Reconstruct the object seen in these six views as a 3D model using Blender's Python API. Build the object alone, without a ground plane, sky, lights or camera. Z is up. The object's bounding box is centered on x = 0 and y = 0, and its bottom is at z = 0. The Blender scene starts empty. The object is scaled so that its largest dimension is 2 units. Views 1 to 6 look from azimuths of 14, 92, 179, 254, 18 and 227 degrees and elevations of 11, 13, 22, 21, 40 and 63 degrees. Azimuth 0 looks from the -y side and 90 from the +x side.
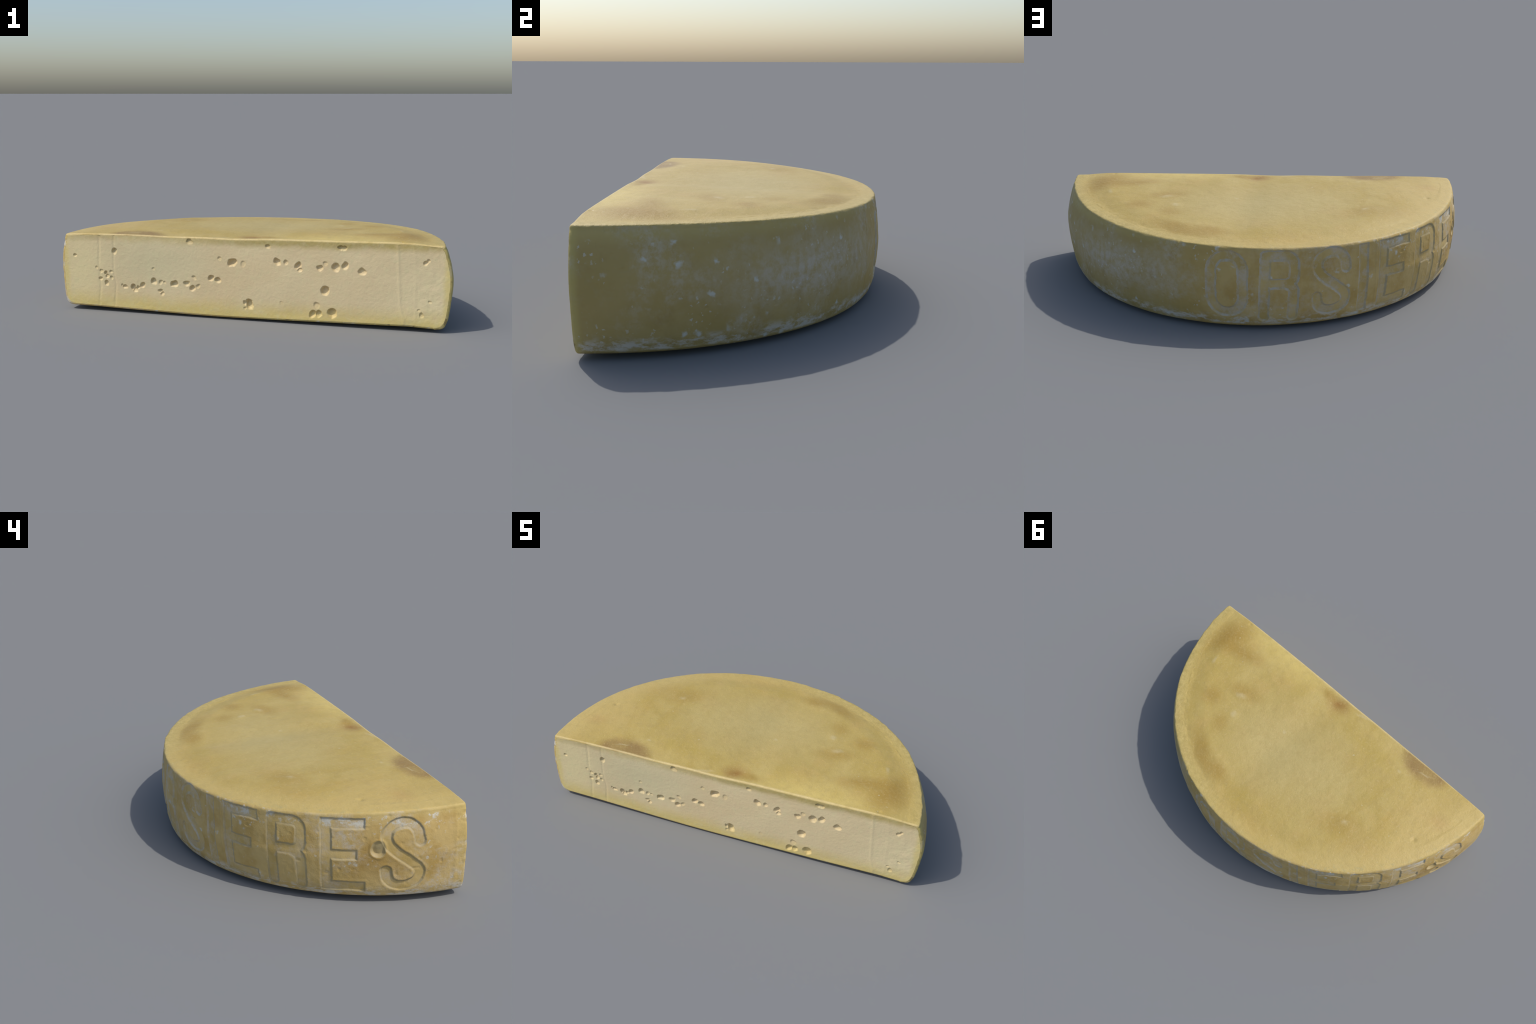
"""Half wheel of mountain cheese: domed rind with engraved place name, cut paste with small gas holes."""
import bpy, math
import numpy as np
from mathutils import Vector

# ----------------------------------------------------------------------------- helpers
def smooth(a, b, x):
    t = np.clip((x - a) / (b - a), 0.0, 1.0)
    return t * t * (3 - 2 * t)

def hash3(i, j, k, seed):
    n = (i * 374761393 + j * 668265263 + k * 2147483647 + seed * 1274126177) & 0xFFFFFFFF
    n = ((n ^ (n >> 13)) * 1274126177) & 0xFFFFFFFF
    n = ((n ^ (n >> 16)) * 2246822519) & 0xFFFFFFFF
    return ((n ^ (n >> 15)) & 0xFFFF) / 32767.5 - 1.0

def vnoise(p, scale, seed=0):
    """Smooth value noise in [-1, 1] at the points p (..., 3)."""
    q = np.asarray(p, float) * scale
    c = np.floor(q).astype(np.int64)
    f = q - c
    f = f * f * f * (f * (f * 6 - 15) + 10)
    out = 0.0
    for dx in (0, 1):
        for dy in (0, 1):
            for dz in (0, 1):
                w = (f[..., 0] if dx else 1 - f[..., 0]) * (f[..., 1] if dy else 1 - f[..., 1]) * (f[..., 2] if dz else 1 - f[..., 2])
                out = out + w * hash3(c[..., 0] + dx, c[..., 1] + dy, c[..., 2] + dz, seed)
    return out

def fbm(p, scale, octaves=3, seed=0):
    s, a, t = 0.0, 1.0, 0.0
    for o in range(octaves):
        s = s + a * vnoise(p, scale * 2.03 ** o, seed + 17 * o)
        t += a
        a *= 0.5
    return s / t

def catmull(points, per=24):
    P = np.array(points, float)
    P = np.vstack([2 * P[0] - P[1], P, 2 * P[-1] - P[-2]])
    out = []
    for i in range(1, len(P) - 2):
        a, b, c, d = P[i - 1], P[i], P[i + 1], P[i + 2]
        for t in np.linspace(0, 1, per, endpoint=False):
            out.append(0.5 * (2 * b + (c - a) * t + (2 * a - 5 * b + 4 * c - d) * t * t + (3 * b - a - 3 * c + d) * t ** 3))
    out.append(P[-2])
    return np.array(out)

def resample(P, n):
    s = np.concatenate([[0], np.cumsum(np.linalg.norm(np.diff(P, axis=0), axis=1))])
    u = np.linspace(0, s[-1], n)
    return np.stack([np.interp(u, s, P[:, k]) for k in range(P.shape[1])], 1)

def curve_fn(xs, ys):
    """Smooth 1-D curve through control points."""
    C = catmull(list(zip(xs, ys)))
    return lambda x: np.interp(x, C[:, 0], C[:, 1])

# ----------------------------------------------------------------------------- overall form
YC = -0.497                   # plane of the cut
RHO_END = 0.014               # rounding of the upright cut edges
RHO_CUT = 0.009               # rounding of the long cut edges
NC, NS, NT, NB = 1500, 210, 210, 60

def fourier(ph, co):
    return sum(c * np.cos(k * ph) for k, c in enumerate(co))

r_rim = lambda ph: fourier(ph, (0.9740, -0.0157, -0.0038, 0.0018, -0.0078)) + 0.012 * np.exp(-(ph / 0.22) ** 2)
z_rim = lambda ph: fourier(ph, (0.3880, 0.009, 0.0154, -0.001, 0.002)) + 0.004 * smooth(2.5, 1.9, ph) + 0.0045 * np.exp(-((ph - 0.75) / 0.5) ** 2)
r_base = lambda ph: fourier(ph, (0.9720, -0.0036, 0.006, -0.001))
z_base = lambda ph: fourier(ph, (0.0225, -0.0036, 0.0046))
r_bulge = lambda ph: fourier(ph, (0.9930, 0.0005, 0.0065)) + 0.009 * np.exp(-((ph - 2.38) / 0.36) ** 2)

z_cut_top = lambda x: 0.003 + cut_top_line(x)
cut_top_line = curve_fn((-1.0, -0.97, -0.8, -0.6, -0.4, -0.22, -0.08, 0.04, 0.15, 0.46, 0.75, 0.88, 0.96, 1.0),
                     (0.395, 0.397, 0.404, 0.407, 0.406, 0.409, 0.408, 0.412, 0.416, 0.420, 0.424, 0.421, 0.415, 0.412))
z_cut_bot = curve_fn((-1.0, -0.95, -0.8, -0.5, -0.2, 0.1, 0.4, 0.75, 0.95, 1.0),
                     (0.032, 0.028, 0.020, 0.013, 0.008, 0.010, 0.015, 0.020, 0.025, 0.028))

# columns: angle around the wheel, denser near the two cut edges
t = np.linspace(0, 1, NC + 1)
PH = math.pi * (t - 0.085 * np.sin(2 * math.pi * t) / math.pi * 0.9)

def edge_round(d, rho):
    d = np.clip(d, 0, rho)
    return rho - np.sqrt(np.maximum(rho * rho - (rho - d) ** 2, 0))

ROLL_W = 0.15
shoulder_height = lambda ph: 0.002 + 0.013 * smooth(1.7, 2.5, ph) * (1 - 0.45 * smooth(2.65, 3.05, ph))     # rounder on the lettered half
shoulder_drop = lambda s, height: height * np.clip(1 - s / ROLL_W, 0, 1) ** 2

# side profile: height fraction h and how far from bulge (w_b), rim (w_r), base (w_0) radius
def side_profile(ph):
    """(radius, z) along the heel of the wheel at angle ph, from the top rim fillet to the base fillet."""
    Rr, Zr, Rb, R0, Z0 = r_rim(ph), z_rim(ph), r_bulge(ph), r_base(ph), z_base(ph)
    H = Zr - Z0
    roll = shoulder_height(ph)
    at = lambda s: (Rr - s, Zr + roll - shoulder_drop(s, roll))
    pts = [at(0.056), at(0.030), at(0.011), (Rr - 0.0042, Zr - 0.0012), (Rr - 0.0006, Zr - 0.0060), (Rr + 0.0012, Zr - 0.014),
           (Rr + 0.28 * (Rb - Rr), Zr - 0.034), (Rr + 0.72 * (Rb - Rr), Zr - 0.092), (Rb - 0.001, Zr - 0.150),
           (Rb, Z0 + 0.48 * H), (Rb - 0.25 * (Rb - R0), Z0 + 0.29 * H), (Rb - 0.60 * (Rb - R0), Z0 + 0.12 * H),
           (R0 - 0.001, Z0 + 0.014), (R0 - 0.007, Z0 + 0.002), (R0 - 0.020, Z0 - 0.006), (R0 - 0.045, Z0 - 0.011)]
    return resample(catmull(pts, 10), NS + 1)

prof_keys = np.linspace(0, math.pi, 91)
prof_tab = np.stack([side_profile(p) for p in prof_keys])            # (91, NS+1, 2)
ki = np.clip(np.searchsorted(prof_keys, PH, side="right") - 1, 0, 89)
kf = ((PH - prof_keys[ki]) / (prof_keys[1] - prof_keys[0]))[:, None, None]
PROF = prof_tab[ki] * (1 - kf) + prof_tab[ki + 1] * kf               # (NC+1, NS+1, 2)
SR, SZ = PROF[..., 0], PROF[..., 1]
SR_plain = SR.copy()

# ----------------------------------------------------------------------------- letters on the heel
# strokes in (angle, height); every letter = list of polylines, drawn with a constant half width
RM = 0.985
def arc(ca, cz, ra, rz, a0, a1, n=14):
    return [(ca + ra / RM * math.cos(math.radians(a)), cz + rz * math.sin(math.radians(a))) for a in np.linspace(a0, a1, n)]

def letter_o(c):
    # the angle grows towards the right-hand side of the reader outside the wheel
    h = 0.068
    return [arc(c, 0.277, h, 0.068, 0, 180) + arc(c, 0.157, h, 0.068, 180, 360) + [(c + h / RM, 0.277)]]

def letter_r(c, lean=0.0):
    l, r = c - 0.060, c + 0.062
    bowl = [(l, 0.345), (r - 0.038, 0.345)] + arc(r - 0.038, 0.310, 0.037, 0.035, 90, 0, 8) + [(r, 0.262)] \
        + arc(r - 0.038, 0.258, 0.037, 0.035, 0, -90, 8) + [(l, 0.222)]
    leg = [(r - 0.045, 0.222)] + arc(r - 0.040, 0.180, 0.039, 0.038, 80, 0, 8) + [(r + lean * 0.6, 0.068)]
    return [[(l, 0.345), (l + lean, 0.068)], bowl, leg]

def letter_s(c):
    mid = catmull([(c + 0.068, 0.272), (c + 0.058, 0.315), (c + 0.034, 0.342), (c, 0.350), (c - 0.034, 0.340), (c - 0.058, 0.317),
                   (c - 0.064, 0.290), (c - 0.052, 0.258), (c - 0.022, 0.228), (c + 0.032, 0.186), (c + 0.060, 0.158),
                   (c + 0.068, 0.132), (c + 0.056, 0.103), (c + 0.026, 0.086), (c - 0.012, 0.082), (c - 0.042, 0.092),
                   (c - 0.060, 0.114), (c - 0.066, 0.152)], 6)
    return [[tuple(p) for p in mid]]

def letter_i(c):
    return [[(c, 0.345), (c - 0.002, 0.072)]]

def letter_e(l, top, mid, bot, ztop, zmid, zbot):
    return [[(l, ztop), (l, zbot)], [(l, ztop), (top, ztop)], [(l, zmid), (mid, zmid)], [(l, zbot), (bot, zbot)]]

LETTERS = [letter_o(1.4245), letter_r(1.654, -0.012), letter_s(1.882), letter_i(2.036),
           letter_e(2.139, 2.270, 2.238, 2.262, 0.343, 0.216, 0.074), letter_r(2.415, 0.0),
           letter_e(2.578, 2.706, 2.676, 2.708, 0.347, 0.219, 0.077), letter_s(2.875)]
HALF = 0.0205       # half width of the strokes
WALL = 0.0074       # width of the sloping wall
DEPTH = 0.0058      # depth of the engraving

def stroke_distance(A, Z, lines):
    d = np.full(A.shape, 9.0)
    for L in lines:
        L = np.array(L, float)
        for (a0, z0), (a1, z1) in zip(L[:-1], L[1:]):
            ax, az, bx, bz = a0 * RM, z0, a1 * RM, z1
            ux, uz = bx - ax, bz - az
            q = ux * ux + uz * uz
            if q < 1e-12:
                continue
            px, pz = A * RM - ax, Z - az
            w = np.clip((px * ux + pz * uz) / q, 0, 1)
            d = np.minimum(d, np.hypot(px - w * ux, pz - w * uz))
    return d

def box_distance(A, Z, lines):
    """Square-ended strokes (for E, I): distance to the rectangle around each segment, minus nothing."""
    d = np.full(A.shape, 9.0)
    for (a0, z0), (a1, z1) in [(L[0], L[1]) for L in lines]:
        ax, bx = min(a0, a1) * RM, max(a0, a1) * RM
        az, bz = min(z0, z1), max(z0, z1)
        # rectangle grown by HALF on all sides; express as distance so that rim is at HALF
        cx, cz, hx, hz = (ax + bx) / 2, (az + bz) / 2, (bx - ax) / 2 + HALF, (bz - az) / 2 + HALF
        qx, qz = np.abs(A * RM - cx) - hx, np.abs(Z - cz) - hz
        sd = np.hypot(np.maximum(qx, 0), np.maximum(qz, 0)) + np.minimum(np.maximum(qx, qz), 0)
        d = np.minimum(d, sd + HALF)
    return d

AA = np.repeat(PH[:, None], NS + 1, 1)
ang_pts = np.stack([np.cos(AA) * SR, np.sin(AA) * SR, SZ], -1)
wob = 0.0016 * vnoise(ang_pts, 34, 5) + 0.0010 * vnoise(ang_pts, 90, 6)     # crumbly outline of the strokes
letter_of = np.full(AA.shape, -1)
cut_in = np.zeros(AA.shape)
wall_at = np.zeros(AA.shape, int)
for n, lines in enumerate(LETTERS):
    ids = [a for L in lines for a, _ in L]
    cols = np.where((PH > min(ids) - 0.06) & (PH < max(ids) + 0.06))[0]
    c0, c1 = cols[0], cols[-1] + 1
    a, z = AA[c0:c1], SZ[c0:c1]
    d = box_distance(a, z, lines) if n in (3, 4, 6) else stroke_distance(a, z, lines)
    d = d + wob[c0:c1]
    m = 1 - smooth(HALF - WALL * 0.5, HALF + WALL * 0.5, d)
    lip = 0.14 * np.exp(-((d - HALF - WALL * 0.9) / 0.006) ** 2)            # pressed-up lip along the stroke
    keep = smooth(0.001, 0.008, z_rim(a) - z) * smooth(0.0, 0.02, z - z_base(a))
    cut_in[c0:c1] = np.maximum(cut_in[c0:c1], m * keep) - lip * keep * (m < 0.02)
    sub = letter_of[c0:c1]
    wall_at[c0:c1] |= (np.abs(d - HALF) < 0.0040).astype(int)
    sub[(m * keep > 0.02) & (sub < 0)] = n
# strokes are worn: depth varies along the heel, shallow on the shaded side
wear = 0.80 + 0.25 * vnoise(ang_pts, 7, 9)
# relief flattened under grazing sun to keep cast shadow off the stroke floors
worn = 1 - 0.50 * np.exp(-((AA - 2.36) / 0.26) ** 2)
side_in = DEPTH * wear * worn * cut_in - 0.0015 * smooth(1.3, 1.45, AA) * smooth(3.0, 2.9, AA)

# round plug hole beside the last letter, with a tilted plug in it
HA, HZ, HR = 2.779, 0.243, 0.031
hx, hz = (AA - HA) * RM, SZ - HZ
hd = np.hypot(hx / 0.88, hz) + 0.0045 * vnoise(ang_pts, 40, 3)
hole = 1 - smooth(HR - 0.009, HR + 0.003, hd)
tilt = 0.003 + 0.0065 * smooth(0.024, -0.018, hz) + 0.002 * smooth(0.0, -0.02, hx)
side_in = np.where(hole > 0, side_in * (1 - hole) + hole * np.maximum(tilt, 0.0), side_in)
side_in = side_in - 0.0020 * np.exp(-((hd - HR - 0.006) / 0.006) ** 2)

# seams left by the mould strap, crumbs and pits
for a0, amp, wid in ((3.092, 0.0013, 0.009), (1.206, 0.0022, 0.006), (2.100, 0.0012, 0.004)):
    side_in = side_in - amp * np.exp(-((AA - a0 + 0.010 * (SZ - 0.2)) * RM / wid) ** 2) * smooth(0.02, 0.07, SZ)
rough = smooth(2.98, 3.06, AA)
side_in = side_in + 0.0018 * fbm(ang_pts, 9, 3, 2) + 0.0003 * vnoise(ang_pts, 60, 4) + (0.0001 + 0.0003 * rough) * fbm(ang_pts, 90, 2, 8)
pits = np.clip(vnoise(ang_pts, 45, 21) - 0.70, 0, 1)
side_in = side_in + 0.006 * pits
# crumbly crust on the shoulder of the right-hand half
zone = smooth(0.014, 0.003, np.abs(SZ - z_rim(AA) - 0.003))
side_in = side_in + 0.0065 * zone * fbm(ang_pts, 20, 3, 31) * (0.35 + 0.65 * smooth(1.9, 1.3, AA))

fade_end = smooth(0.0, 0.02, np.sin(AA))
SR = SR - side_in * fade_end
# rounded upright edges at the cut
dd = SR_plain * np.sin(AA)
shrink = edge_round(dd, RHO_END)

SX = (SR) * np.cos(AA)
SY = YC + SR * np.sin(AA) * 1.009
SX = SX - np.sign(np.cos(AA)) * shrink * (dd < RHO_END)
nick = np.clip(fbm(np.stack([SZ * 0, SY * 0.5, SZ], -1), 26, 3, 71), 0, 1)      # worn upright edges
SX = SX - np.sign(np.cos(AA)) * 0.007 * nick * smooth(0.035, 0.0, dd) * np.where(AA > 1.57, 1.0, 0.6) * smooth(0.02, 0.05, SZ) * smooth(0.395, 0.37, SZ)
drop_side = edge_round(SY - YC, RHO_CUT)
low = smooth(z_base(AA) + 0.03, z_base(AA), SZ)
high = smooth(z_rim(AA) - 0.03, z_rim(AA), SZ)
SZ2 = SZ - drop_side * high + drop_side * low

# ----------------------------------------------------------------------------- top and underside
def plate(edge_x, edge_y, edge_z, x_cut, zc, rows, power, sign, crown, roll=0.0):
    g = np.linspace(0, 1, rows + 1) ** power
    G = g[None, :]
    x = x_cut[:, None] * (1 - G) + edge_x[:, None] * G
    y = YC * (1 - G) + edge_y[:, None] * G
    def drop(px, py):
        a = np.arctan2(np.maximum(py - YC, 0), px)
        return shoulder_drop(np.clip(r_rim(a) - np.hypot(px, (py - YC) / 1.009), 0.0, 1), roll * shoulder_height(a))
    z_plain = edge_z + drop(edge_x, edge_y) + sign * edge_round(edge_y - YC, RHO_CUT)
    z = zc(x) * (1 - G) + z_plain[:, None] * G + crown * 4 * G * (1 - G) * np.clip((edge_y - YC) / 0.5, 0, 1)[:, None]
    z = z - drop(x, y) - sign * edge_round(y - YC, RHO_CUT)
    z[:, -1] = edge_z
    return x, y, z

x_end0, x_end1 = SX[0], SX[-1]                                       # per row, +x end and -x end
cosn = np.cos(PH)
def across(j):
    return np.where(cosn >= 0, x_end0[j] * cosn, -x_end1[j] * cosn)

lock = lambda f, xs, zs: (lambda x: f(x) + np.interp(x, xs, zs))     # make the cut edge meet both corners
end_drop = lambda ph, x: float(shoulder_drop(r_rim(ph) - abs(x), shoulder_height(ph)))
corr_top = lock(z_cut_top, (-0.93, -0.8, 0.8, 0.93), (SZ2[-1, 0] + RHO_CUT + end_drop(math.pi, x_end1[0]) - z_cut_top(x_end1[0]), 0, 0, SZ2[0, 0] + RHO_CUT + end_drop(0.0, x_end0[0]) - z_cut_top(x_end0[0])))
corr_bot = lock(z_cut_bot, (-0.97, -0.8, 0.8, 0.97), (SZ2[-1, -1] - RHO_CUT - z_cut_bot(x_end1[-1]), 0, 0, SZ2[0, -1] - RHO_CUT - z_cut_bot(x_end0[-1])))

TX, TY, TZ = plate(SX[:, 0], SY[:, 0], SZ2[:, 0], across(0), corr_top, NT, 1.55, 1, 0.000, 1.0)
BX, BY, BZ = plate(SX[:, -1], SY[:, -1], SZ2[:, -1], across(NS), corr_bot, NB, 1.5, -1, -0.014)

tp = np.stack([TX, TY, TZ * 0], -1)
inner = smooth(0, 0.05, np.minimum(TY - YC, np.hypot(SX[:, :1] - TX, SY[:, :1] - TY) + 1e-9))
rim_d = np.abs(SR_plain[:, :1] - np.hypot(TX, TY - YC))
crust = smooth(0.05, 0.0, np.abs(0.955 - np.hypot(TX, TY - YC)) - 0.02) * smooth(-0.55, 0.1, TX)
# the wheel is domed in two broad swells with a shallow valley between them
hub = np.hypot(TX, (TY - YC) / 1.009)
swell = smooth(0.0, 0.12, r_rim(np.arctan2(np.maximum(TY - YC, 0), TX)) - 0.056 - hub) * smooth(0.0, 0.22, TY - YC) * smooth(-0.95, -0.45, TX)
TZ += swell * (0.0125 - 0.010 * np.exp(-((TX - 0.07 - 0.10 * (TY + 0.1)) / 0.10) ** 2))
TZ += inner * (0.0030 * fbm(tp, 4.5, 3, 41) + 0.0007 * fbm(tp, 30, 2, 43))
TZ += smooth(0.0, 0.015, np.hypot(SX[:, :1] - TX, SY[:, :1] - TY)) * crust * 0.0055 * fbm(tp, 30, 3, 44) * smooth(0, 0.02, TY - YC)
for x0, y0, r0, dz in ((-0.80, -0.125, 0.012, -0.004), (0.45, -0.10, 0.03, 0.003), (0.40, 0.01, 0.025, 0.002), (-0.49, 0.06, 0.05, 0.003),
                       (0.73, -0.16, 0.03, 0.002), (0.03, -0.43, 0.04, -0.004), (-0.22, -0.37, 0.04, -0.002), (0.76, -0.478, 0.010, -0.006)):
    TZ += inner ** 0.5 * dz * np.exp(-((TX - x0) ** 2 + (TY - y0) ** 2) / r0 ** 2)

# ----------------------------------------------------------------------------- cut face
fr0 = (SZ2[0] - SZ2[0, -1]) / (SZ2[0, 0] - SZ2[0, -1])
fr1 = (SZ2[-1] - SZ2[-1, -1]) / (SZ2[-1, 0] - SZ2[-1, -1])
CX = np.stack([across(j) for j in range(NS + 1)], 1)
wgt = (t ** 1.0)[:, None]
FR = fr0[None, :] * (1 - wgt) + fr1[None, :] * wgt
FRu = np.linspace(1, 0, NS + 1)[None, :]
endness = smooth(0.55, 0.95, np.abs(cosn))[:, None]
FR = FR * endness + FRu * (1 - endness)
CZ = BZ[:, :1] + (TZ[:, :1] - BZ[:, :1]) * FR
CY = np.full(CX.shape, YC)

# gas holes: x, z, radius, depth factor
HOLES = [(-0.702, 0.317, 0.018, 1), (-0.292, 0.387, 0.018, .6), (-0.921, 0.288, 0.011, .8), (-0.07, 0.29, 0.025, 1.2), (-0.135, 0.308, 0.013, .4),
         (-0.015, 0.286, 0.016, .25), (-0.487, 0.237, 0.009, .4), (-0.8, 0.228, 0.009, .5), (-0.776, 0.21, 0.010, .6), (-0.751, 0.2, 0.013, 1.1),
         (-0.721, 0.211, 0.010, .6), (-0.78, 0.17, 0.013, .8), (-0.741, 0.186, 0.013, .9), (-0.718, 0.177, 0.011, .7), (-0.748, 0.147, 0.015, .8),
         (-0.661, 0.144, 0.009, .6), (-0.645, 0.137, 0.014, .8), (-0.600, 0.136, 0.017, 1.2), (-0.587, 0.124, 0.015, 1.0), (-0.568, 0.134, 0.011, .9),
         (-0.546, 0.148, 0.015, 1), (-0.486, 0.172, 0.019, 1.0), (-0.449, 0.169, 0.013, .5), (-0.428, 0.167, 0.010, .4), (-0.452, 0.125, 0.013, 1),
         (-0.443, 0.110, 0.012, .9), (-0.377, 0.166, 0.021, 1.2), (-0.310, 0.17, 0.017, .9), (-0.280, 0.147, 0.018, 1), (-0.251, 0.16, 0.013, .5),
         (-0.269, 0.202, 0.013, .5), (-0.180, 0.205, 0.018, 1.1), (-0.143, 0.197, 0.017, 1), (0.019, 0.084, 0.026, 1.1), (-0.006, 0.088, 0.013, .9),
         (-0.004, 0.059, 0.010, .5), (0.112, 0.38, 0.014, .7), (0.159, 0.306, 0.020, 1), (0.204, 0.306, 0.013, .7), (0.262, 0.293, 0.020, 1.1),
         (0.271, 0.272, 0.014, .8), (0.370, 0.286, 0.018, .8), (0.398, 0.309, 0.014, .35), (0.448, 0.294, 0.023, 1), (0.493, 0.301, 0.020, 1),
         (0.575, 0.279, 0.021, .8), (0.470, 0.390, 0.015, 1), (0.485, 0.388, 0.015, .8), (0.398, 0.174, 0.025, 1.2), (0.357, 0.098, 0.019, .3),
         (0.338, 0.055, 0.020, 1), (0.366, 0.056, 0.018, 1), (0.433, 0.065, 0.026, 1.1), (0.872, 0.336, 0.013, .9), (0.882, 0.345, 0.009, .8),
         (0.859, 0.08, 0.013, .6), (0.896, 0.145, 0.009, .5), (0.846, 0.103, 0.008, .4), (0.183, 0.101, 0.010, .2)]
rng = np.random.default_rng(11)
cp = np.stack([CX, CZ * 0, CZ], -1)
warp_x = 0.0035 * vnoise(cp, 55, 51)
warp_z = 0.0035 * vnoise(cp, 55, 52)
dent = np.zeros(CX.shape)
hole_of = np.full(CX.shape, -1)
for n, (x0, z0, r0, f) in enumerate(HOLES):
    sq, an = rng.uniform(0.85, 1.15), rng.uniform(0, math.pi)
    ux, uz = CX + warp_x - x0, CZ + warp_z - z0
    px, pz = ux * math.cos(an) + uz * math.sin(an), -ux * math.sin(an) + uz * math.cos(an)
    q = np.hypot(px * sq, pz / sq) / (r0 * 1.0)
    e = np.clip(1 - q * q, 0, 1)
    lean = np.clip(1 + 0.55 * (uz - 0.55 * ux) / r0, 0.25, 2)          # undercut above, shallow floor below
    b = f * r0 * 0.56 * smooth(0, 0.88, e) * lean
    hole_of[(b > dent) & (q < 0.97)] = n
    dent = np.maximum(dent, b)
CY += dent
# knife marks: shallow upright steps
for xs, zs, amp, wid in (((-0.784, -0.789, -0.781, -0.791), (0.39, 0.25, 0.14, 0.05), 0.0013, 0.007),
                         ((-0.703, -0.708, -0.696, -0.704), (0.39, 0.23, 0.14, 0.05), 0.0011, 0.006),
                         ((0.739, 0.749, 0.758, 0.776), (0.425, 0.245, 0.115, 0.05), -0.0012, 0.008),
                         ((0.815, 0.826, 0.828, 0.83), (0.42, 0.3, 0.2, 0.03), -0.0005, 0.008)):
    o = np.argsort(zs)
    xl = np.interp(CZ, np.array(zs)[o], np.array(xs)[o])
    CY += amp * np.exp(-((CX - xl) / wid) ** 2) * smooth(0.01, 0.04, CZ)
lumps = smooth(0.72, 0.93, CX) * smooth(0.36, 0.2, CZ) + 0.15
edge_fade = smooth(0, 0.03, np.minimum(np.minimum(TZ[:, :1] - CZ, CZ - BZ[:, :1]), np.abs(np.where(CX > 0, x_end0[None, :] - CX, CX - x_end1[None, :]))))
CY += edge_fade * (0.0020 * fbm(cp, 5, 2, 61) + 0.0010 * lumps * fbm(cp, 30, 3, 62))

# ----------------------------------------------------------------------------- assemble one body, then part it by region
verts = []
def add(x, y, z):
    start = sum(len(v) for v in verts)
    verts.append(np.stack([x.ravel(), y.ravel(), z.ravel()], 1))
    return start + np.arange(x.size).reshape(x.shape)

side_i = add(SX, SY, SZ2)
top_i = np.zeros(TX.shape, int); top_i[:, -1] = side_i[:, 0]; top_i[0, :] = side_i[0, 0]; top_i[-1, :] = side_i[-1, 0]
top_i[1:-1, :-1] = add(TX[1:-1, :-1], TY[1:-1, :-1], TZ[1:-1, :-1])
bot_i = np.zeros(BX.shape, int); bot_i[:, -1] = side_i[:, -1]; bot_i[0, :] = side_i[0, -1]; bot_i[-1, :] = side_i[-1, -1]
bot_i[1:-1, :-1] = add(BX[1:-1, :-1], BY[1:-1, :-1], BZ[1:-1, :-1])
cut_i = np.zeros(CX.shape, int); cut_i[:, 0] = top_i[:, 0]; cut_i[:, -1] = bot_i[:, 0]; cut_i[0] = side_i[0]; cut_i[-1] = side_i[-1]
cut_i[1:-1, 1:-1] = add(CX[1:-1, 1:-1], CY[1:-1, 1:-1], CZ[1:-1, 1:-1])
V = np.vstack(verts)
V[:, 2] = np.maximum(V[:, 2], 0.0)
# the cut is slightly bowed: both ends stand back from the middle
V[:, 1] += (0.0055 * smooth(0.15, 1.0, -V[:, 0]) + 0.006 * smooth(0.4, 1.0, V[:, 0])) * smooth(0.30, 0.0, V[:, 1] - YC)

def quads(I, flip):
    q = np.stack([I[:-1, :-1], I[1:, :-1], I[1:, 1:], I[:-1, 1:]], -1).reshape(-1, 4)
    return q[:, ::-1] if flip else q

def outward(I, mid):
    """Wind a grid so that its faces look along the direction mid."""
    q = quads(I, False)
    s = q[len(q) // 2 + I.shape[1] // 2]
    n = np.cross(V[s[2]] - V[s[0]], V[s[3]] - V[s[1]])
    return quads(I, float(n @ np.array(mid)) < 0)

side_q = outward(side_i, (0, 1, 0))
top_q = outward(top_i, (0, 0, 1))
bot_q = outward(bot_i, (0, 0, -1))
cut_q = outward(cut_i, (0, -1, 0))

all_q = np.vstack([side_q, top_q, bot_q, cut_q])
fn = np.cross(V[all_q[:, 2]] - V[all_q[:, 0]], V[all_q[:, 3]] - V[all_q[:, 1]])
VN = np.zeros(V.shape)
for k in range(4):
    for c in range(3):
        VN[:, c] += np.bincount(all_q[:, k], fn[:, c], minlength=len(V))
VN /= np.maximum(np.linalg.norm(VN, axis=1, keepdims=True), 1e-12)

root = bpy.data.objects.new("cheese_half_wheel", None)
root.empty_display_size = 0.2
root["label"] = "half wheel of pale yellow cheese with engraved rind"
root["category"] = "cheese"
bpy.context.scene.collection.objects.link(root)

def make_part(name, q, mat, parent, slots=None, second=None):
    used, inv = np.unique(q, return_inverse=True)
    f = inv.reshape(q.shape)
    faces, pick = [], []
    for n, (a, b, c, d) in enumerate(f.tolist()):
        l = [a]
        for v in (b, c, d):
            if v not in l:
                l.append(v)
        if len(l) > 2:
            faces.append(l)
            pick.append(int(slots[n]) if slots is not None else 0)
    me = bpy.data.meshes.new(name)
    me.from_pydata(V[used].tolist(), [], faces)
    me.materials.append(mat)
    if second is not None:
        me.materials.append(second)
        me.polygons.foreach_set("material_index", pick)
    me.polygons.foreach_set("use_smooth", [True] * len(me.polygons))
    me.update()
    me.normals_split_custom_set_from_vertices(VN[used].tolist())
    ob = bpy.data.objects.new(name, me)
    bpy.context.scene.collection.objects.link(ob)
    ob.parent = parent
    return ob

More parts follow.
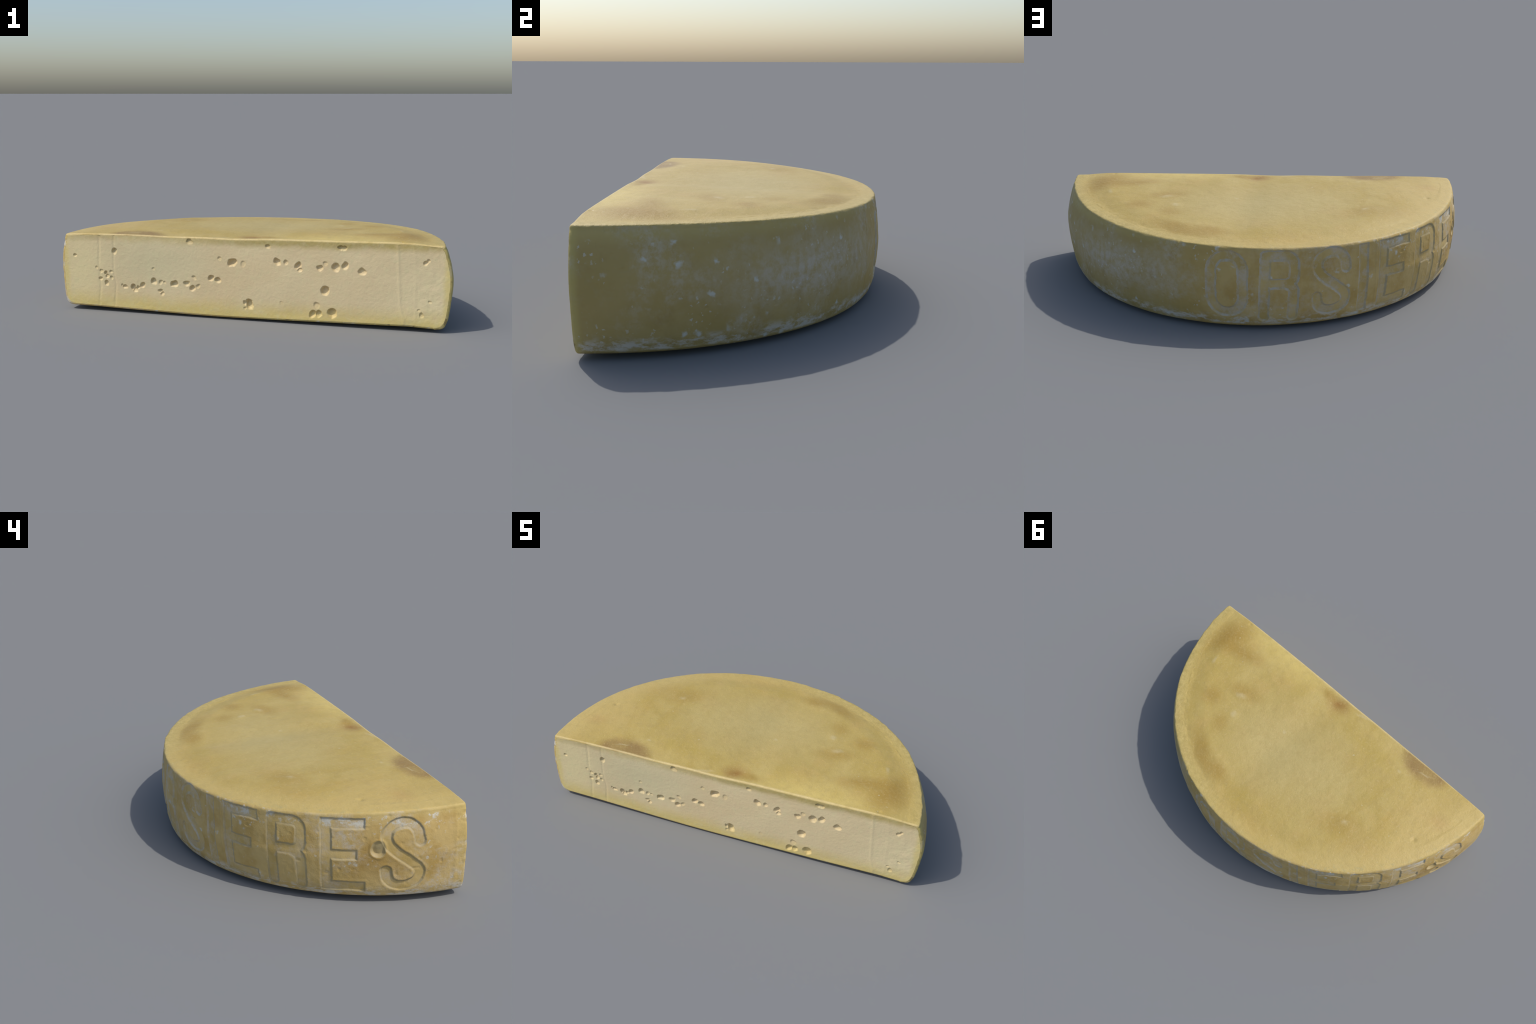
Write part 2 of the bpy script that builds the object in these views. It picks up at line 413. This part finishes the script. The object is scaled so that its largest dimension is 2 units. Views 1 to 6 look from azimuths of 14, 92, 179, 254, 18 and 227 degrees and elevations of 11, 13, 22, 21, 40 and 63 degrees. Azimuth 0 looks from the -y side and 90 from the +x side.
# ----------------------------------------------------------------------------- materials
class Graph:
    def __init__(self, name):
        self.mat = bpy.data.materials.new(name)
        self.mat.use_nodes = True
        self.t = self.mat.node_tree
        self.t.nodes.clear()
        self.co = self.t.nodes.new("ShaderNodeTexCoord").outputs["Object"]

    def node(self, kind, **kw):
        n = self.t.nodes.new(kind)
        for k, v in kw.items():
            setattr(n, k, v)
        return n

    def put(self, sock, v):
        if isinstance(v, bpy.types.NodeSocket):
            self.t.links.new(v, sock)
        else:
            sock.default_value = v

    def math(self, op, a, b=0.0, clamp=False):
        n = self.node("ShaderNodeMath", operation=op, use_clamp=clamp)
        self.put(n.inputs[0], a); self.put(n.inputs[1], b)
        return n.outputs[0]

    def ramp(self, v, lo, hi, a=0.0, b=1.0):
        n = self.node("ShaderNodeMapRange", interpolation_type="SMOOTHSTEP")
        for k, x in zip(("Value", "From Min", "From Max", "To Min", "To Max"), (v, lo, hi, a, b)):
            self.put(n.inputs[k], x)
        return n.outputs[0]

    def vec(self, op, a, b=None, out=0):
        n = self.node("ShaderNodeVectorMath", operation=op)
        self.put(n.inputs[0], a)
        if b is not None:
            self.put(n.inputs[1], b)
        return n.outputs[out]

    def scaled(self, v, k):
        n = self.node("ShaderNodeVectorMath", operation="SCALE")
        self.put(n.inputs[0], v); n.inputs["Scale"].default_value = k
        return n.outputs[0]

    def noise(self, scale, detail=3, rough=0.55, vec=None, out="Fac", distortion=0.0):
        n = self.node("ShaderNodeTexNoise")
        self.put(n.inputs["Vector"], vec or self.co)
        n.inputs["Scale"].default_value = scale; n.inputs["Detail"].default_value = detail
        n.inputs["Roughness"].default_value = rough; n.inputs["Distortion"].default_value = distortion
        return n.outputs[out]

    def shifted(self, off, stretch=(1, 1, 1)):
        n = self.node("ShaderNodeMapping")
        self.put(n.inputs["Vector"], self.co)
        n.inputs["Location"].default_value = off; n.inputs["Scale"].default_value = stretch
        return n.outputs[0]

    def voronoi(self, scale, vec=None, out="Distance", rnd=1.0):
        n = self.node("ShaderNodeTexVoronoi")
        self.put(n.inputs["Vector"], vec or self.co)
        n.inputs["Scale"].default_value = scale; n.inputs["Randomness"].default_value = rnd
        return n.outputs[out]

    def mix(self, fac, a, b, mode="MIX"):
        n = self.node("ShaderNodeMix", data_type="RGBA", blend_type=mode)
        self.put(n.inputs[0], fac)
        for s, v in ((n.inputs[6], a), (n.inputs[7], b)):
            self.put(s, v if isinstance(v, bpy.types.NodeSocket) else (*v, 1.0))
        return n.outputs[2]

    def warped(self, amount=0.06, scale=6):
        w = self.noise(scale, 3, 0.6, out="Color")
        w = self.vec("SUBTRACT", w, (0.5, 0.5, 0.5))
        return self.vec("ADD", self.co, self.scaled(w, amount))

    def blob(self, centre, radii, rot=0.0, soft=0.2, vec=None):
        """1 inside an ellipsoid, fading to 0 outside."""
        n = self.node("ShaderNodeMapping", vector_type="TEXTURE")
        self.put(n.inputs["Vector"], vec or self.co)
        n.inputs["Location"].default_value = centre
        n.inputs["Rotation"].default_value = (0, 0, rot)
        n.inputs["Scale"].default_value = radii
        return self.ramp(self.vec("LENGTH", n.outputs[0], out="Value"), 1.0 + soft, max(1.0 - soft * 2.5, 0.0))

    def xyz(self):
        n = self.node("ShaderNodeSeparateXYZ")
        self.put(n.inputs[0], self.co)
        return n.outputs

    def polar(self):
        """(angle round the wheel, distance from its axis, height)."""
        x, y, z = self.xyz()
        y = self.math("SUBTRACT", y, YC)
        a = self.math("ARCTAN2", y, x)
        r = self.math("SQRT", self.math("ADD", self.math("MULTIPLY", x, x), self.math("MULTIPLY", y, y)))
        return a, r, z

    def finish(self, colour, height, strength, dist, rough=0.6, spec=0.4):
        bump = self.node("ShaderNodeBump")
        bump.inputs["Strength"].default_value = strength; bump.inputs["Distance"].default_value = dist
        self.put(bump.inputs["Height"], height)
        b = self.node("ShaderNodeBsdfPrincipled")
        self.put(b.inputs["Base Color"], colour)
        self.put(b.inputs["Roughness"], rough)
        b.inputs["Specular IOR Level"].default_value = spec
        self.t.links.new(bump.outputs[0], b.inputs["Normal"])
        o = self.node("ShaderNodeOutputMaterial")
        self.t.links.new(b.outputs[0], o.inputs[0])
        return self.mat


def top_material():
    g = Graph("golden_rind")
    w = g.warped(0.10, 5)
    fine = g.warped(0.05, 14)
    col = g.mix(g.ramp(g.noise(3.2, 4, 0.55), 0.35, 0.68), (0.460, 0.342, 0.098), (0.495, 0.383, 0.135))
    col = g.mix(g.ramp(g.noise(7, 4, 0.6, g.shifted((1, 2, 8))), 0.48, 0.68, 0.0, 0.55), col, (0.500, 0.350, 0.115))
    col = g.mix(g.ramp(g.noise(5, 4, 0.6, g.shifted((6, 5, 3))), 0.50, 0.70, 0.0, 0.60), col, (0.420, 0.310, 0.075))
    # golden streaks running across the wheel
    streak = g.noise(3.2, 5, 0.62, g.shifted((4, 2, 1), (2.6, 0.8, 1)))
    col = g.mix(g.ramp(streak, 0.47, 0.70, 0.0, 0.65), col, (0.430, 0.305, 0.065))
    col = g.mix(g.ramp(streak, 0.48, 0.28, 0.0, 0.50), col, (0.530, 0.410, 0.150))
    # paler, greyer middle
    col = g.mix(g.math("MULTIPLY", g.blob((0.02, -0.02, 0.4), (0.46, 0.34, 1), 0, 0.45, w), 0.80), col, (0.475, 0.388, 0.172))
    # bright butter yellow along the right of the cut edge
    col = g.mix(g.math("MULTIPLY", g.blob((0.46, -0.50, 0.4), (0.40, 0.13, 1), 0, 0.45, w), 0.9), col, (0.610, 0.480, 0.165))
    # warm pale left end
    col = g.mix(g.math("MULTIPLY", g.blob((-0.80, -0.25, 0.4), (0.22, 0.26, 1), 0, 0.4, w), 0.6), col, (0.520, 0.380, 0.135))
    ochre = (0.350, 0.225, 0.042)
    brown = (0.290, 0.160, 0.042)
    for c, r, rot, k, tint in (
            ((0.79, -0.33, 0.4), (0.10, 0.16, 1), -0.35, 0.80, ochre), ((0.65, -0.30, 0.4), (0.15, 0.06, 1), 0.2, 0.60, ochre),
            ((0.56, 0.02, 0.4), (0.07, 0.06, 1), 0, 0.50, ochre), ((0.44, -0.13, 0.4), (0.11, 0.05, 1), 0.4, 0.45, ochre),
            ((0.42, 0.10, 0.4), (0.05, 0.06, 1), 0, 0.40, ochre), ((0.34, 0.30, 0.4), (0.17, 0.055, 1), -0.5, 0.65, ochre),
            ((0.20, 0.32, 0.4), (0.09, 0.05, 1), -0.2, 0.60, ochre), ((0.02, 0.34, 0.4), (0.16, 0.08, 1), 0.0, 0.38, (0.43, 0.31, 0.06)),
            ((-0.48, 0.07, 0.4), (0.15, 0.06, 1), 0.5, 0.32, ochre), ((-0.62, 0.10, 0.4), (0.13, 0.08, 1), 0.7, 0.35, ochre),
            ((-0.25, -0.36, 0.4), (0.22, 0.06, 1), -0.1, 0.40, (0.42, 0.31, 0.07)), ((-0.12, 0.40, 0.4), (0.25, 0.05, 1), 0.1, 0.35, (0.50, 0.34, 0.09)),
            ((0.02, -0.44, 0.4), (0.080, 0.060, 1), 0.1, 0.78, (0.315, 0.175, 0.035)), ((0.11, -0.45, 0.4), (0.06, 0.04, 1), 0.1, 0.60, ochre),
            ((-0.83, -0.30, 0.4), (0.05, 0.05, 1), 0, 0.35, (0.45, 0.27, 0.09))):
        col = g.mix(g.math("MULTIPLY", g.blob(c, r, rot, 0.40, w), min(1.0, k * 1.30)), col, tint)
    # the big ring-shaped stain at the cut edge
    n = g.node("ShaderNodeMapping", vector_type="TEXTURE")
    g.put(n.inputs["Vector"], fine)
    n.inputs["Location"].default_value = (-0.575, -0.50, 0.4); n.inputs["Scale"].default_value = (0.128, 0.098, 1)
    ring = g.vec("LENGTH", n.outputs[0], out="Value")
    band = g.math("MULTIPLY", g.ramp(ring, 1.42, 0.78), g.ramp(ring, 0.35, 0.85, 0.90, 1.0))
    band = g.math("MULTIPLY", band, g.ramp(g.noise(9, 3), 0.25, 0.6, 0.65, 1.0))
    col = g.mix(g.math("MULTIPLY", band, 0.88), col, (0.255, 0.155, 0.050))
    # crumbly cream crust along the rim, strongest on the right-hand half
    a, r, z = g.polar()
    rr = g.math("ADD", r, g.math("MULTIPLY", g.math("SUBTRACT", g.noise(16, 4, 0.7), 0.5), 0.05))
    crust = g.math("MULTIPLY", g.ramp(rr, 0.88, 0.96), g.ramp(a, 1.9, 0.9, 0.15, 0.75))
    col = g.mix(crust, col, g.mix(g.ramp(g.noise(42, 4, 0.7), 0.35, 0.65), (0.37, 0.300, 0.100), (0.55, 0.445, 0.180)))
    butter = g.math("MULTIPLY", g.ramp(rr, 0.78, 0.98), g.ramp(a, 1.5, 2.4, 0.20, 0.62))  # rim colour lightened towards the left for the sunlit shoulder
    col = g.mix(butter, col, (0.560, 0.425, 0.165))
    # grey-green crumbs where the shoulder turns over
    turn = g.math("MULTIPLY", g.ramp(rr, 0.945, 0.985), g.ramp(g.noise(30, 4, 0.7, g.shifted((4, 4, 1))), 0.48, 0.66))
    col = g.mix(g.math("MULTIPLY", turn, 0.55), col, (0.40, 0.360, 0.190))
    col = g.mix(1.0, col, (1.0, 0.966, 0.835), "MULTIPLY")
    # sun highlight on the rounded cut edge, painted as a pale line
    y = g.xyz()[1]
    cut_edge_glint = g.math("MULTIPLY", g.ramp(y, YC + 0.016, YC + 0.006), g.ramp(g.noise(9, 3), 0.30, 0.55, 0.35, 1.0))
    col = g.mix(g.math("MULTIPLY", cut_edge_glint, 0.75), col, (0.640, 0.500, 0.225))
    # fine mottling, small pale flecks
    col = g.mix(g.ramp(g.noise(26, 5, 0.65, g.shifted((3, 1, 0))), 0.42, 0.72, 0.0, 0.35), col, (0.40, 0.285, 0.085))
    col = g.mix(g.ramp(g.noise(90, 3, 0.6), 0.50, 0.75, 0.0, 0.30), col, (0.56, 0.43, 0.19))
    fleck = g.math("MULTIPLY", g.ramp(g.voronoi(20, fine), 0.10, 0.05), g.ramp(g.noise(5, 2, 0.5, g.shifted((7, 2, 0))), 0.50, 0.62))
    col = g.mix(g.math("MULTIPLY", fleck, 0.45), col, (0.62, 0.56, 0.36))
    for c, r0 in (((0.45, -0.10, 0.4), (0.035, 0.018, 1)), ((0.40, 0.01, 0.4), (0.02, 0.02, 1)), ((0.12, -0.11, 0.4), (0.010, 0.010, 1)),
                  ((-0.49, -0.36, 0.4), (0.012, 0.010, 1)), ((0.73, -0.16, 0.4), (0.012, 0.028, 1)), ((-0.13, -0.477, 0.4), (0.05, 0.010, 1)),
                  ((-0.60, -0.44, 0.4), (0.04, 0.006, 1)), ((-0.48, 0.055, 0.4), (0.02, 0.018, 1))):
        col = g.mix(g.math("MULTIPLY", g.blob(c, r0, 0.3, 0.4, g.warped(0.03, 30)), 0.30), col, (0.64, 0.55, 0.33))
    h = g.math("ADD", g.noise(60, 5, 0.65), g.math("MULTIPLY", g.noise(190, 3, 0.6), 0.5))
    h = g.math("ADD", h, g.math("MULTIPLY", crust, g.math("MULTIPLY", g.noise(48, 4, 0.7, g.shifted((1, 5, 2))), 2.2)))
    return g.finish(col, h, 0.34, 0.006, 0.54, 0.5)


def side_material():
    g = Graph("ochre_rind")
    a, r, z = g.polar()
    col = g.mix(g.ramp(g.noise(5, 4, 0.6), 0.35, 0.65), (0.435, 0.295, 0.083), (0.495, 0.350, 0.125))
    col = g.mix(g.ramp(g.noise(9, 4, 0.6, g.shifted((4, 0, 1))), 0.52, 0.75, 0.0, 0.80), col, (0.355, 0.215, 0.048))
    col = g.mix(g.ramp(a, 1.05, 1.55, 0.0, 0.72), col, g.mix(g.ramp(g.noise(8, 4, 0.6, g.shifted((2, 2, 2))), 0.38, 0.66), (0.600, 0.430, 0.170), (0.475, 0.305, 0.085)))
    # greener, duller rind on the right-hand half
    col = g.mix(g.ramp(a, 1.45, 1.0, 0.0, 0.55), col, (0.375, 0.290, 0.108))
    # yellow at the shoulder and at the cut ends
    col = g.mix(g.ramp(z, 0.350, 0.395, 0.0, 0.55), col, (0.50, 0.39, 0.14))
    col = g.mix(g.ramp(a, 0.045, 0.015, 0.0, 0.75), col, (0.52, 0.42, 0.14))
    col = g.mix(g.ramp(g.math("ADD", a, g.math("MULTIPLY", g.math("SUBTRACT", g.noise(16, 4, 0.7), 0.5), 0.06)), 3.07, 3.12, 0.0, 0.55), col, (0.52, 0.39, 0.13))
    dark = g.blob((-0.925, -0.142, 0.228), (0.03, 0.030, 0.026), 0, 0.35, g.warped(0.02, 30))
    col = g.mix(g.math("MULTIPLY", dark, 0.65), col, (0.23, 0.185, 0.085))
    halo = g.math("MULTIPLY", g.blob((-0.93, -0.14, 0.21), (0.10, 0.11, 0.11), 0, 0.5, g.warped(0.06, 14)), 0.60)
    col = g.mix(halo, col, (0.375, 0.225, 0.055))
    mould = (0.545, 0.505, 0.435)
    # cloudy grey-white bloom on the right-hand half and in patches elsewhere
    cloud = g.math("MULTIPLY", g.ramp(g.noise(4.0, 5, 0.68, g.shifted((2, 3, 1))), 0.44, 0.66), g.ramp(g.noise(38, 4, 0.75), 0.36, 0.66))
    cloud = g.math("MULTIPLY", cloud, g.math("MAXIMUM", g.ramp(a, 1.35, 1.15, 0.30, 0.42), g.ramp(a, 2.1, 2.6, 0.20, 0.60)))
    col = g.mix(cloud, col, mould)
    bloom = g.math("MULTIPLY", g.blob((0.66, 0.22, 0.225), (0.36, 0.36, 0.115), 0, 0.5, g.warped(0.14, 8)), g.ramp(g.noise(28, 5, 0.75), 0.30, 0.68, 0.15, 1.0))
    col = g.mix(g.math("MULTIPLY", bloom, 0.74), col, mould)
    # floury band along the foot, crumbs under the shoulder
    foot = g.math("MULTIPLY", g.ramp(z, 0.085, 0.045), g.ramp(z, 0.022, 0.036))
    foot = g.math("MULTIPLY", foot, g.ramp(g.noise(11, 5, 0.72, g.shifted((5, 1, 0), (1, 1, 2.2))), 0.44, 0.60))
    col = g.mix(g.math("MULTIPLY", foot, 0.88), col, (0.62, 0.575, 0.485))
    crumbs = g.math("MULTIPLY", g.math("MULTIPLY", g.math("MULTIPLY", g.ramp(z, 0.325, 0.345), g.ramp(z, 0.384, 0.372)), g.ramp(a, 1.9, 2.2)), g.ramp(g.noise(17, 5, 0.75, g.shifted((1, 7, 0))), 0.55, 0.66))
    col = g.mix(g.math("MULTIPLY", crumbs, 0.85), col, (0.66, 0.64, 0.56))
    # speckles of two sizes
    below = g.ramp(z, 0.390, 0.372)
    sp = g.math("MULTIPLY", g.ramp(g.voronoi(13, g.warped(0.05, 24)), 0.20, 0.06), g.ramp(g.noise(6, 2, 0.5, g.shifted((9, 2, 4))), 0.42, 0.52))
    col = g.mix(g.math("MULTIPLY", g.math("MULTIPLY", sp, below), 0.72), col, (0.58, 0.60, 0.55))
    sp2 = g.math("MULTIPLY", g.ramp(g.voronoi(44, g.warped(0.03, 60)), 0.26, 0.14), g.ramp(g.noise(7, 3, 0.6, g.shifted((3, 8, 6))), 0.48, 0.60))
    col = g.mix(g.math("MULTIPLY", g.math("MULTIPLY", sp2, below), 0.50), col, (0.58, 0.58, 0.51))
    # dark nicks on the upright edge of the right-hand end
    nick = g.math("MULTIPLY", g.ramp(a, 0.05, 0.03), g.ramp(g.noise(22, 2, 0.5, g.shifted((0, 0, 3))), 0.64, 0.70))
    col = g.mix(g.math("MULTIPLY", nick, 0.7), col, (0.20, 0.14, 0.06))
    h = g.math("ADD", g.noise(55, 5, 0.65), g.math("MULTIPLY", g.noise(170, 3, 0.6), 0.5))
    return g.finish(col, h, 0.28, 0.006, 0.68, 0.35)


def letter_material(wall):
    """Same rind inside the engraving, with floury dust left on its floor and chalk along its walls."""
    g = Graph("chalky_rind" if wall else "floury_rind")
    col = g.mix(g.ramp(g.noise(6, 4, 0.6), 0.35, 0.65), (0.475, 0.325, 0.100), (0.580, 0.420, 0.165))
    a, r, z = g.polar()
    dust = g.ramp(g.noise(10, 5, 0.74, g.shifted((6, 4, 2))), 0.42, 0.64)
    dust = g.math("MULTIPLY", dust, g.ramp(g.noise(70, 3, 0.7), 0.25, 0.6, 0.3, 1.0))
    col = g.mix(g.math("MULTIPLY", dust, g.ramp(a, 2.0, 2.3, 0.78, 0.60)), col, (0.54, 0.455, 0.335))
    crumbs = g.math("MULTIPLY", g.math("MULTIPLY", g.ramp(z, 0.315, 0.350), g.ramp(a, 1.9, 2.2)), g.ramp(g.noise(17, 5, 0.75, g.shifted((1, 7, 0))), 0.47, 0.60))
    col = g.mix(g.math("MULTIPLY", crumbs, 0.8), col, (0.60, 0.59, 0.52))
    if wall:
        chalk = g.math("MULTIPLY", g.ramp(g.noise(26, 4, 0.65, g.shifted((2, 9, 4))), 0.38, 0.62, 0.15, 1.0), g.ramp(a, 1.95, 2.25, 0.80, 0.15))
        col = g.mix(chalk, col, (0.53, 0.475, 0.375))
        # dark tint painted on the later letters' walls to deepen their shading
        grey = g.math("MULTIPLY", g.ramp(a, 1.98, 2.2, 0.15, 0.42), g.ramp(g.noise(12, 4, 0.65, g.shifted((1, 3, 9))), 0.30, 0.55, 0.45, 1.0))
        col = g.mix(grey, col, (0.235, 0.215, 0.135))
    h = g.math("ADD", g.noise(55, 5, 0.65), g.math("MULTIPLY", g.noise(170, 3, 0.6), 0.5))
    return g.finish(col, h, 0.25, 0.005, 0.68, 0.35)


def paste_material(inside_hole=False):
    """Cream paste; gas holes get a browner multiply that bakes in their inner shade."""
    g = Graph("shade_tinted_hole" if inside_hole else "cream_paste")
    x, y, z = g.xyz()
    w = g.warped(0.08, 6)
    col = g.mix(g.ramp(g.noise(3.5, 3, 0.5), 0.35, 0.65), (0.710, 0.555, 0.310), (0.740, 0.600, 0.345))
    col = g.mix(g.math("MULTIPLY", g.blob((-0.52, YC, 0.27), (0.34, 1, 0.15), 0, 0.5, w), 0.62), col, (0.590, 0.530, 0.310))
    col = g.mix(g.math("MULTIPLY", g.blob((-0.90, YC, 0.20), (0.16, 1, 0.24), 0, 0.5, w), 0.6), col, (0.77, 0.665, 0.345))
    col = g.mix(g.math("MULTIPLY", g.blob((0.95, YC, 0.12), (0.26, 1, 0.24), 0, 0.5, w), 0.75), col, (0.78, 0.660, 0.380))
    zz = g.math("ADD", z, g.math("MULTIPLY", g.math("SUBTRACT", g.noise(7, 4, 0.6), 0.5), 0.05))
    col = g.mix(g.ramp(zz, 0.130, 0.010, 0.0, 0.85), col, (0.650, 0.510, 0.150))
    # olive band below the top rind, yellow rind line all round
    slope = g.math("MULTIPLY", x, 0.010)
    zt = g.math("SUBTRACT", zz, slope)
    col = g.mix(g.math("MULTIPLY", g.ramp(zt, 0.360, 0.402, 0.0, 0.88), g.ramp(x, -0.45, 0.1, 0.60, 1.0)), col, (0.45, 0.345, 0.105))
    xe = g.math("ABSOLUTE", x)
    edge = g.ramp(g.math("ADD", xe, g.math("MULTIPLY", g.math("SUBTRACT", g.noise(14, 3), 0.5), 0.02)), 0.945, 0.975)
    col = g.mix(g.math("MULTIPLY", edge, 0.7), col, (0.70, 0.560, 0.190))
    # fine pink and green mottling of the paste
    col = g.mix(g.ramp(g.noise(30, 4, 0.65, g.shifted((2, 0, 5))), 0.45, 0.75, 0.0, 0.30), col, (0.70, 0.525, 0.320))
    col = g.mix(g.ramp(g.noise(34, 4, 0.65, g.shifted((8, 0, 1))), 0.45, 0.75, 0.0, 0.30), col, (0.66, 0.620, 0.335))
    if inside_hole:
        col = g.mix(1.0, col, (0.95, 0.925, 0.88), "MULTIPLY")
    h = g.math("ADD", g.noise(70, 4, 0.6), g.math("MULTIPLY", g.noise(16, 3, 0.5), 0.8))
    return g.finish(col, h, 0.26, 0.006, 0.55, 0.4)


rind_top, rind_side, paste = top_material(), side_material(), paste_material()
shade_tinted_hole = paste_material(True)
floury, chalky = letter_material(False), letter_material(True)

# ----------------------------------------------------------------------------- parts
def face_mark(mark):
    return np.max(np.stack([mark[:-1, :-1], mark[1:, :-1], mark[1:, 1:], mark[:-1, 1:]]), 0).ravel()

letters = face_mark(letter_of)
plug = face_mark((hole > 0.02).astype(int))
letters = np.where(plug > 0, -1, letters)
holes = face_mark(hole_of)
walls = face_mark(wall_at)

# the plates take the bevel of the rim and of the foot, so that the heel starts at the sharp edges
row = np.tile(np.arange(NS), NC)
j_top = int(np.argmax((SR_plain - (r_rim(AA) - 0.0040)).min(0) > 0)) - 1
j_bot = int(NS - np.argmax(((SZ - z_base(AA)).max(0) > 0.001)[::-1]))
shoulder, sole = row < j_top, row >= j_bot
make_part("top_rind", np.vstack([top_q, side_q[shoulder]]), rind_top, root)
make_part("bottom_rind", np.vstack([bot_q, side_q[sole]]), rind_side, root)
letters = np.where(shoulder | sole, -1, letters)
heel = make_part("side_rind", side_q[(letters < 0) & (plug < 1) & ~shoulder & ~sole], rind_side, root)
for n in range(len(LETTERS)):
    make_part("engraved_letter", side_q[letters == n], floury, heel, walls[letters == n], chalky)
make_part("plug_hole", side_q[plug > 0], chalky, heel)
face = make_part("cut_face", cut_q[holes < 0], paste, root)
for n in range(len(HOLES)):
    sel = cut_q[holes == n]
    if len(sel):
        make_part("gas_hole", sel, shade_tinted_hole, face)
